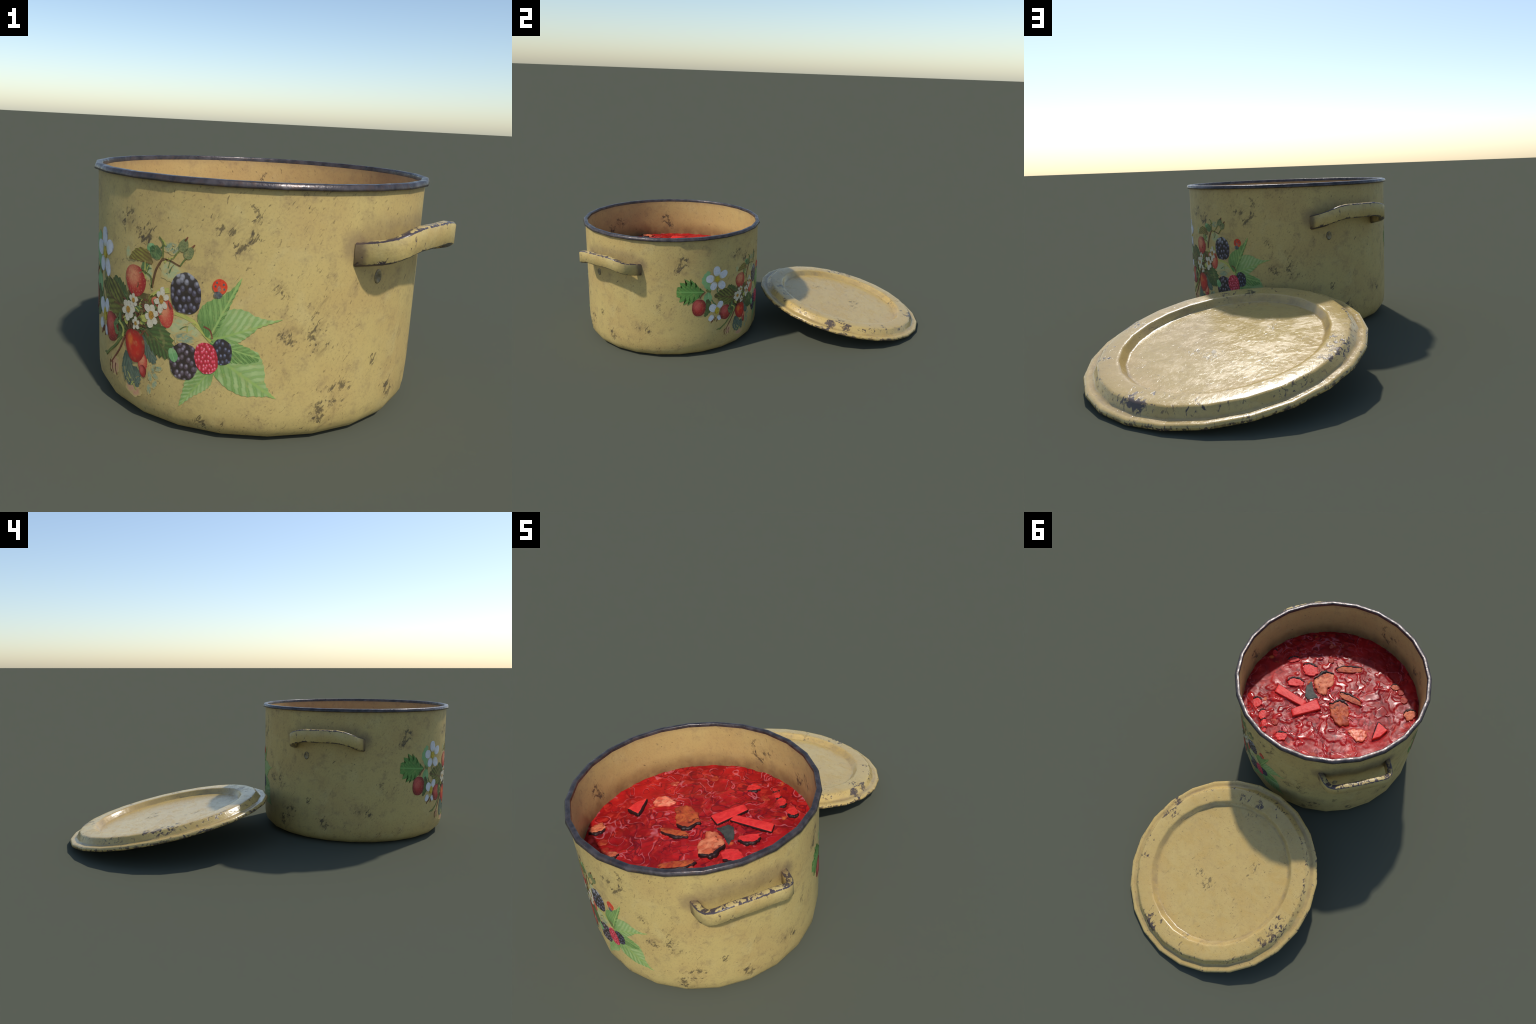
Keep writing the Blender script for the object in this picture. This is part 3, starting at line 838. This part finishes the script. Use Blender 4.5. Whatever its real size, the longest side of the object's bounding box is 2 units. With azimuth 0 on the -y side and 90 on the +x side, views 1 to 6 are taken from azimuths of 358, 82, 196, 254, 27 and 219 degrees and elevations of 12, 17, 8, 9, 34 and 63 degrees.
def stroke(x, y, heading, length, width, height, curl):
    """a shred of vegetable under the skin of the broth, as a rounded ridge"""
    global Hgt
    n = 9
    pts = [(x, y)]
    for i in range(n):
        heading += curl / n + nrng.normal(0, .12)
        pts.append((pts[-1][0] + length / n * math.cos(heading), pts[-1][1] + length / n * math.sin(heading)))
    d = np.full_like(X, 9.0)
    for a, b in zip(pts, pts[1:]):
        vx, vy = b[0] - a[0], b[1] - a[1]
        t = np.clip(((X - a[0]) * vx + (Y - a[1]) * vy) / (vx * vx + vy * vy), 0, 1)
        d = np.minimum(d, np.hypot(X - a[0] - t * vx, Y - a[1] - t * vy))
    e = np.clip((width - d) / (width * .7), 0, 1)
    Hgt = np.maximum(Hgt, height * e * e * (3 - 2 * e)) if height > 0 else Hgt + height * e * e * (3 - 2 * e)


for _ in range(60):
    r, t = R_SOUP * math.sqrt(nrng.random()), nrng.random() * 6.283
    x, y = r * math.cos(t), r * math.sin(t)
    if nrng.random() < calm(x, y) * 1.3:
        continue
    stroke(x, y, nrng.random() * 6.283, nrng.uniform(.02, .085), nrng.uniform(.008, .017), nrng.uniform(.0026, .0056), nrng.normal(0, 1.6))
for _ in range(110):
    r, t = R_SOUP * math.sqrt(nrng.random()), nrng.random() * 6.283
    stroke(r * math.cos(t), r * math.sin(t), nrng.random() * 6.283, nrng.uniform(.015, .05), nrng.uniform(.003, .006), -nrng.uniform(.001, .0022), nrng.normal(0, 1.2))
for _ in range(60):                                   # bubbles and small bits
    r, t = R_SOUP * math.sqrt(nrng.random()), nrng.random() * 6.283
    w, h = nrng.uniform(.005, .0105), nrng.uniform(.0012, .0030)
    d = np.hypot(X - r * math.cos(t), Y - r * math.sin(t))
    e = np.clip(1 - d / w, 0, 1)
    Hgt += h * e * e * (3 - 2 * e)
isl = np.zeros_like(X)
for i in range(NR):
    for j in range(NA):
        x, y = X[i, j], Y[i, j]
        wx = mnoise.noise((x * 9, y * 9, 3.1)) * .035
        wy = mnoise.noise((x * 9, y * 9, 8.7)) * .035
        n = mnoise.noise(((x + wx) * 26, (y + wy) * 26, 0.5)) + .45 * mnoise.noise(((x + wy) * 58, (y + wx) * 58, 5.5))
        e = min(max((n - .02) / .22, 0), 1)
        isl[i, j] = (.0036 * e * e * (3 - 2 * e) + .0022 * max(0, -n - .22)) * (1 - .85 * min(1, calm(x, y)))
Hgt = np.maximum(Hgt, isl)
wave = sum(a * np.sin(kx * X + ky * Y + p) for a, kx, ky, p in [(.0006, 40, 23, .3), (.0005, -31, 52, 1.1), (.0003, 71, -40, 2.0), (.0003, -80, -66, .7)])
Hgt = Hgt + wave - .001
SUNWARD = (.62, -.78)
FOOD = [
    # name, material, outline, height, sharp, shade strip width (0 = none), lumpiness
    ("beet_stick", BEET, [(0.273, 0.137), (0.284, 0.084), (0.090, 0.086), (0.090, 0.124)], .013, True, .0045, .0004),
    ("beet_stick", BEET, [(0.133, 0.177), (0.099, 0.206), (0.003, 0.078), (0.058, 0.039)], .015, True, .0045, .0004),
    ("beet_cube", BEET, [(.246, -.090), (.241, -.121), (.195, -.136), (.165, -.119), (.153, -.090), (.184, -.059), (.220, -.063)], .013, False, .013, .0008),
    ("beet_cube", BEET, [(.244, .054), (.257, .018), (.225, -.013), (.186, -.012), (.172, .012), (.208, .043)], .013, False, .013, .0010),
    ("beet_cube", BEET, [(.328, .249), (.335, .225), (.311, .211), (.279, .235), (.283, .263), (.300, .276)], .011, False, .012, .0008),
    ("beet_cube", BEET, [(.105, .347), (.107, .324), (.080, .304), (.055, .310), (.050, .340), (.079, .362)], .010, False, .011, .0009),
    ("beet_cube", BEET, [(.342, -.078), (.335, -.111), (.308, -.127), (.287, -.115), (.304, -.087), (.324, -.071)], .010, False, .011, .0008),
    ("beet_cube", BEET, [(.445, -.078), (.440, -.100), (.418, -.088), (.408, -.060), (.428, -.058)], .009, False, .009, .0006),
    ("beet_wedge", BEET, [(-.279, -.035), (-.348, -.020), (-.338, .039), (-.311, .079)], .016, True, .011, .0005),
    ("beet_sliver", BEET, [(.262, .277), (.246, .254), (.214, .288), (.219, .313), (.243, .310)], .009, False, .010, .0010),
    ("beet_sliver", BEET, [(.220, .320), (.207, .297), (.181, .327), (.184, .350)], .009, False, .010, .0010),
    ("beet_sliver", BEET, [(.194, .357), (.176, .337), (.159, .359), (.170, .368)], .008, False, .009, .0008),
    ("meat_chunk", MEAT_PALE, [(.142, -.044), (.143, -.089), (.133, -.127), (.109, -.145), (.065, -.131), (.044, -.087), (.050, -.052), (.038, -.009), (.061, .000), (.095, -.004), (.124, -.028)], .016, False, .016, .0018),
    ("meat_chunk", MEAT, [(-.015, .032), (-.021, .006), (-.053, -.033), (-.079, -.030), (-.119, -.002), (-.139, .040), (-.162, .058), (-.152, .094), (-.112, .103), (-.073, .089), (-.042, .062)], .016, False, .015, .0020),
    ("meat_strip", MEAT, [(.090, -.190), (.067, -.226), (.016, -.260), (-.021, -.272), (-.031, -.248), (.013, -.210), (.070, -.178)], .011, False, .011, .0010),
    ("meat_strip", MEAT, [(-.013, -.066), (-.037, -.083), (-.080, -.092), (-.132, -.086), (-.150, -.065), (-.118, -.055), (-.070, -.048), (-.034, -.045)], .012, False, .012, .0010),
    ("potato_piece", POTATO, [(-.182, .099), (-.202, .074), (-.249, .050), (-.274, .066), (-.282, .100), (-.260, .127), (-.224, .123), (-.198, .115)], .012, False, 0, .0014),
    ("meat_chunk", MEAT_PALE, [(-.358, -.158), (-.363, -.190), (-.392, -.208), (-.415, -.193), (-.414, -.156), (-.394, -.131)], .012, False, .012, .0012),
    ("meat_chunk", MEAT_PALE, [(-.212, -.261), (-.217, -.287), (-.241, -.294), (-.260, -.278), (-.241, -.257)], .010, False, .007, .0012),
]
for name, mat, outline, *_ in FOOD:                    # the broth climbs the pieces a little
    k = len(outline)
    rim_pts = spline(outline, 40, True) if k > 4 else [np.array(outline[i // 10]) * (1 - i % 10 / 10) + np.array(outline[(i // 10 + 1) % k]) * (i % 10 / 10) for i in range(10 * k)]
    d = np.min([np.hypot(X - q[0], Y - q[1]) for q in rim_pts], axis=0)
    Hgt = Hgt + .0035 * np.clip(1 - d / .017, 0, 1) ** 2
sv = [(0, 0, 0)] + [(X[i, j], Y[i, j], Hgt[i, j]) for i in range(NR) for j in range(NA)]
sf = [(0, 1 + j, 1 + (j + 1) % NA) for j in range(NA)]
for i in range(NR - 1):
    q = 1 + i * NA
    sf += [(q + j, q + NA + j, q + NA + (j + 1) % NA, q + (j + 1) % NA) for j in range(NA)]
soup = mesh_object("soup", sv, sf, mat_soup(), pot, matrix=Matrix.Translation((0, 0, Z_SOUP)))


def chunk(name, mat, outline, height, sharp=False, rough=.0012, n=64):
    """a piece of food half sunk in the broth: outline in soup coordinates, rounded
    top, and lumpy skin"""
    if sharp:
        k = len(outline)
        pts = []
        for i in range(n):
            u = i / n * k
            j, f = int(u), u - int(u)
            pts.append(np.array(outline[j]) * (1 - f) + np.array(outline[(j + 1) % k]) * f)
        pts = [(pts[i - 1] + 2 * pts[i] + pts[(i + 1) % n]) / 4 for i in range(n)]
    else:
        pts = spline(outline, n, True)
        c = sum(pts) / n
        ps = nrng.uniform(0, 6.28, 3)
        smooth = pts
        pts = [c + (q - c) * (1 + .045 * math.sin(7 * 2 * math.pi * i / n + ps[0]) + .035 * math.sin(11 * 2 * math.pi * i / n + ps[1]) + .02 * math.sin(17 * 2 * math.pi * i / n + ps[2])) for i, q in enumerate(pts)]
    c = sum(pts) / n
    height = height * (.95 if sharp else .64)
    verts, faces = [], []
    ph = nrng.uniform(0, 6.28, 4)
    lump = lambda x, y: 2.2 * rough * (mnoise.noise((x * 45, y * 45, ph[0])) + .6 * mnoise.noise((x * 110, y * 110, ph[1])))
    rings = [(1.02, -.012), (1.0, height * .35), (.975, height * .75), (.93, height * .95), *[(.86 - .085 * i, height * (1.02 + .006 * i)) for i in range(10)]]
    for k_, (s, z) in enumerate(rings):
        for p, p0 in zip(pts, pts if sharp else smooth):
            p = p if s > .9 else p0
            q = c + (p - c) * s
            verts.append((q[0] - c[0], q[1] - c[1], z + (lump(q[0], q[1]) if k_ else 0)))
    verts.append((0, 0, height * 1.06 + lump(*c)))
    for r in range(len(rings) - 1):
        faces += [(r * n + i, r * n + (i + 1) % n, (r + 1) * n + (i + 1) % n, (r + 1) * n + i) for i in range(n)]
    last = (len(rings) - 1) * n
    faces += [(last + i, last + (i + 1) % n, len(verts) - 1) for i in range(n)]
    ar = sum(pts[i][0] * pts[(i + 1) % n][1] - pts[(i + 1) % n][0] * pts[i][1] for i in range(n))
    if ar < 0:
        faces = [f[::-1] for f in faces]
    ob = mesh_object(name, verts, faces, mat, soup, matrix=Matrix.Translation((c[0], c[1], 0.001)))
    sharpen(ob, 50 if sharp else 75)
    return ob, pts, c


def baked_shade(pts, c, toward, width, z, spread=.15):
    """added dark strip standing for baked-in shade along one side of a chunk"""
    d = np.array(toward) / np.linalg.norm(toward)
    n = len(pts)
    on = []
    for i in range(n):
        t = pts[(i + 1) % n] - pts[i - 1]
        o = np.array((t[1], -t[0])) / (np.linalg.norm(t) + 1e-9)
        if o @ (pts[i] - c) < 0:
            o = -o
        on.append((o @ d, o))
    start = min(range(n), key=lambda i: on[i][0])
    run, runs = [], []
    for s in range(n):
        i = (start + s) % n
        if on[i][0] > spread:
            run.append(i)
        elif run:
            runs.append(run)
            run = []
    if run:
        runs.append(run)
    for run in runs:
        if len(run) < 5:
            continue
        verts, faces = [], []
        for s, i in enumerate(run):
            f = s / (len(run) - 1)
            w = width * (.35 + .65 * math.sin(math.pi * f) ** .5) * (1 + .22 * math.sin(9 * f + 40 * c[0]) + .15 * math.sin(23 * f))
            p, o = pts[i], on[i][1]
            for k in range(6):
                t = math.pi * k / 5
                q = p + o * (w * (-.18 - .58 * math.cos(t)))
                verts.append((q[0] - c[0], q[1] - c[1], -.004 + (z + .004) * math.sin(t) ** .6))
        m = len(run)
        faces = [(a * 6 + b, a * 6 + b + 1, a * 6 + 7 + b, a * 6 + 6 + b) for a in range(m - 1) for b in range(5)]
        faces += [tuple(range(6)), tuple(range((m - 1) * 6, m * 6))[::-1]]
        ob = mesh_object("baked_shade_strip", verts, faces, BAKED_SHADE, soup, matrix=Matrix.Translation((c[0], c[1], 0.001)))
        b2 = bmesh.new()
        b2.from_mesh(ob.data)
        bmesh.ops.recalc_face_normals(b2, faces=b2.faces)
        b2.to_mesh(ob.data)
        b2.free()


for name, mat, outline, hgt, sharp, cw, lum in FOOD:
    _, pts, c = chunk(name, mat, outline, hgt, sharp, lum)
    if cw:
        baked_shade(pts, c, SUNWARD, cw if cw < .006 else cw * 1.12, hgt * (.8 if cw < .006 else .95))
_, pts, c = chunk("bay_leaf", BAY, [(.150, -.040), (.156, -.006), (.140, .036), (.106, .068), (.078, .044), (.064, .024), (.092, .012), (.118, -.008)], .006, False, .0004)

# smaller scraps: orange bits and stained shreds, half afloat
for i, (x, y) in enumerate([(.147, -.218), (-.266, .227), (.158, .282), (-.317, -.228), (.088, -.230), (-.277, -.265), (-.12, .33), (.20, -.30)]):
    k = 7
    s = nrng.uniform(.016, .026)
    out = [(x + s * nrng.uniform(.6, 1.1) * math.cos(2 * math.pi * j / k), y + s * nrng.uniform(.6, 1.1) * math.sin(2 * math.pi * j / k)) for j in range(k)]
    if math.hypot(x, y) < .43:
        chunk("carrot_bit", (MEAT, POTATO, MEAT)[i % 3], out, .006, False, .0008, 36)


def shred_mesh(curl, length, width):
    verts, faces, h = [], [], 0.0
    x = y = 0.0
    k, m = 14, 6
    for i in range(k):
        f = i / (k - 1)
        w = width * (.25 + .75 * math.sin(math.pi * min(max(f, .04), .96)) ** .5)
        for j in range(m):
            t = math.pi * j / (m - 1)
            c_, s_ = math.cos(t) * w, math.sin(t) ** .7 * width * .75
            verts.append((x - math.sin(h) * c_, y + math.cos(h) * c_, s_ * .7 - .0026))
        x, y, h = x + length / k * math.cos(h), y + length / k * math.sin(h), h + curl / k * (1 + .6 * math.sin(5 * f))
    faces = [(a * m + b, a * m + m + b, a * m + m + b + 1, a * m + b + 1) for a in range(k - 1) for b in range(m - 1)]
    return verts, [f[::-1] for f in faces]


protos = []
for i in range(7):
    ob = mesh_object("cabbage_shred", *shred_mesh(nrng.normal(0, 2.2), nrng.uniform(.030, .065), nrng.uniform(.0045, .0075)), SHRED, soup)
    protos.append(ob)
for i in range(48):
    r, t = (R_SOUP - .05) * math.sqrt(nrng.random()), nrng.random() * 6.283
    x, y = r * math.cos(t), r * math.sin(t)
    if nrng.random() < calm(x, y) * 1.4:
        continue
    ob = protos[i] if i < 7 else protos[i % 7].copy()
    if i >= 7:
        bpy.context.scene.collection.objects.link(ob)
    s = nrng.uniform(.7, 1.2)
    ob.matrix_local = Matrix.Translation((x, y, nrng.uniform(.0, .0025))) @ Matrix.Rotation(nrng.random() * 6.283, 4, "Z") @ Matrix.Scale(s, 4)

# -------------------------------------------------------------------- the lid
LID_C = Vector((-0.0312, 0.5105, 0.1176))
ln = Vector((0.0585, 0.1964, 1.0)).normalized()
lx = (Vector((1, 0, 0)) - ln * ln.x).normalized()
ly = ln.cross(lx)
LM = Matrix(((lx.x, ly.x, ln.x, LID_C.x), (lx.y, ly.y, ln.y, LID_C.y), (lx.z, ly.z, ln.z, LID_C.z), (0, 0, 0, 1)))
lid_top = [(0, .0035), (.12, .0035), (.24, .0035), (.345, .0035), (.352, .0039), (.3565, .0062), (.3700, .0258), (.3735, .0288), (.3785, .0302), (.386, .0306), (.412, .0308),
           (.437, .0304), (.4435, .0292), (.4480, .0260), (.4610, .0050), (.4640, .0022), (.4680, .0006), (.4735, .0002), (.482, .0008), (.4905, .0010), (.4955, -.0008), (.4990, -.0050), (.5000, -.0095), (.4988, -.0145), (.4955, -.0168)]
lid_under = [(.4905, -.0160), (.488, -.0080), (.480, -.0045), (.464, -.0040), (.452, .0120), (.440, .0230), (.412, .0260), (.384, .0245), (.3655, .0050), (.3515, -.0010), (.2, -.0015), (0, -.0015)]
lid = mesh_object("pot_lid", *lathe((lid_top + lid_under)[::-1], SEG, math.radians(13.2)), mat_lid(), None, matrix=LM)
lid["label"] = "round cream enamel pot lid with stepped rim and chipped edges"
lid["category"] = "pot lid"
bm = bmesh.new()
bm.from_mesh(lid.data)
bmesh.ops.recalc_face_normals(bm, faces=bm.faces)
bm.to_mesh(lid.data)
bm.free()

for ob in (body, rim):
    bm = bmesh.new()
    bm.from_mesh(ob.data)
    for e in bm.edges:
        if ob is body and all(abs(v.co.z) < 1e-4 and v.co.xy.length > .42 for v in e.verts):
            e.smooth = False
    bmesh.ops.recalc_face_normals(bm, faces=bm.faces)
    bm.to_mesh(ob.data)
    bm.free()
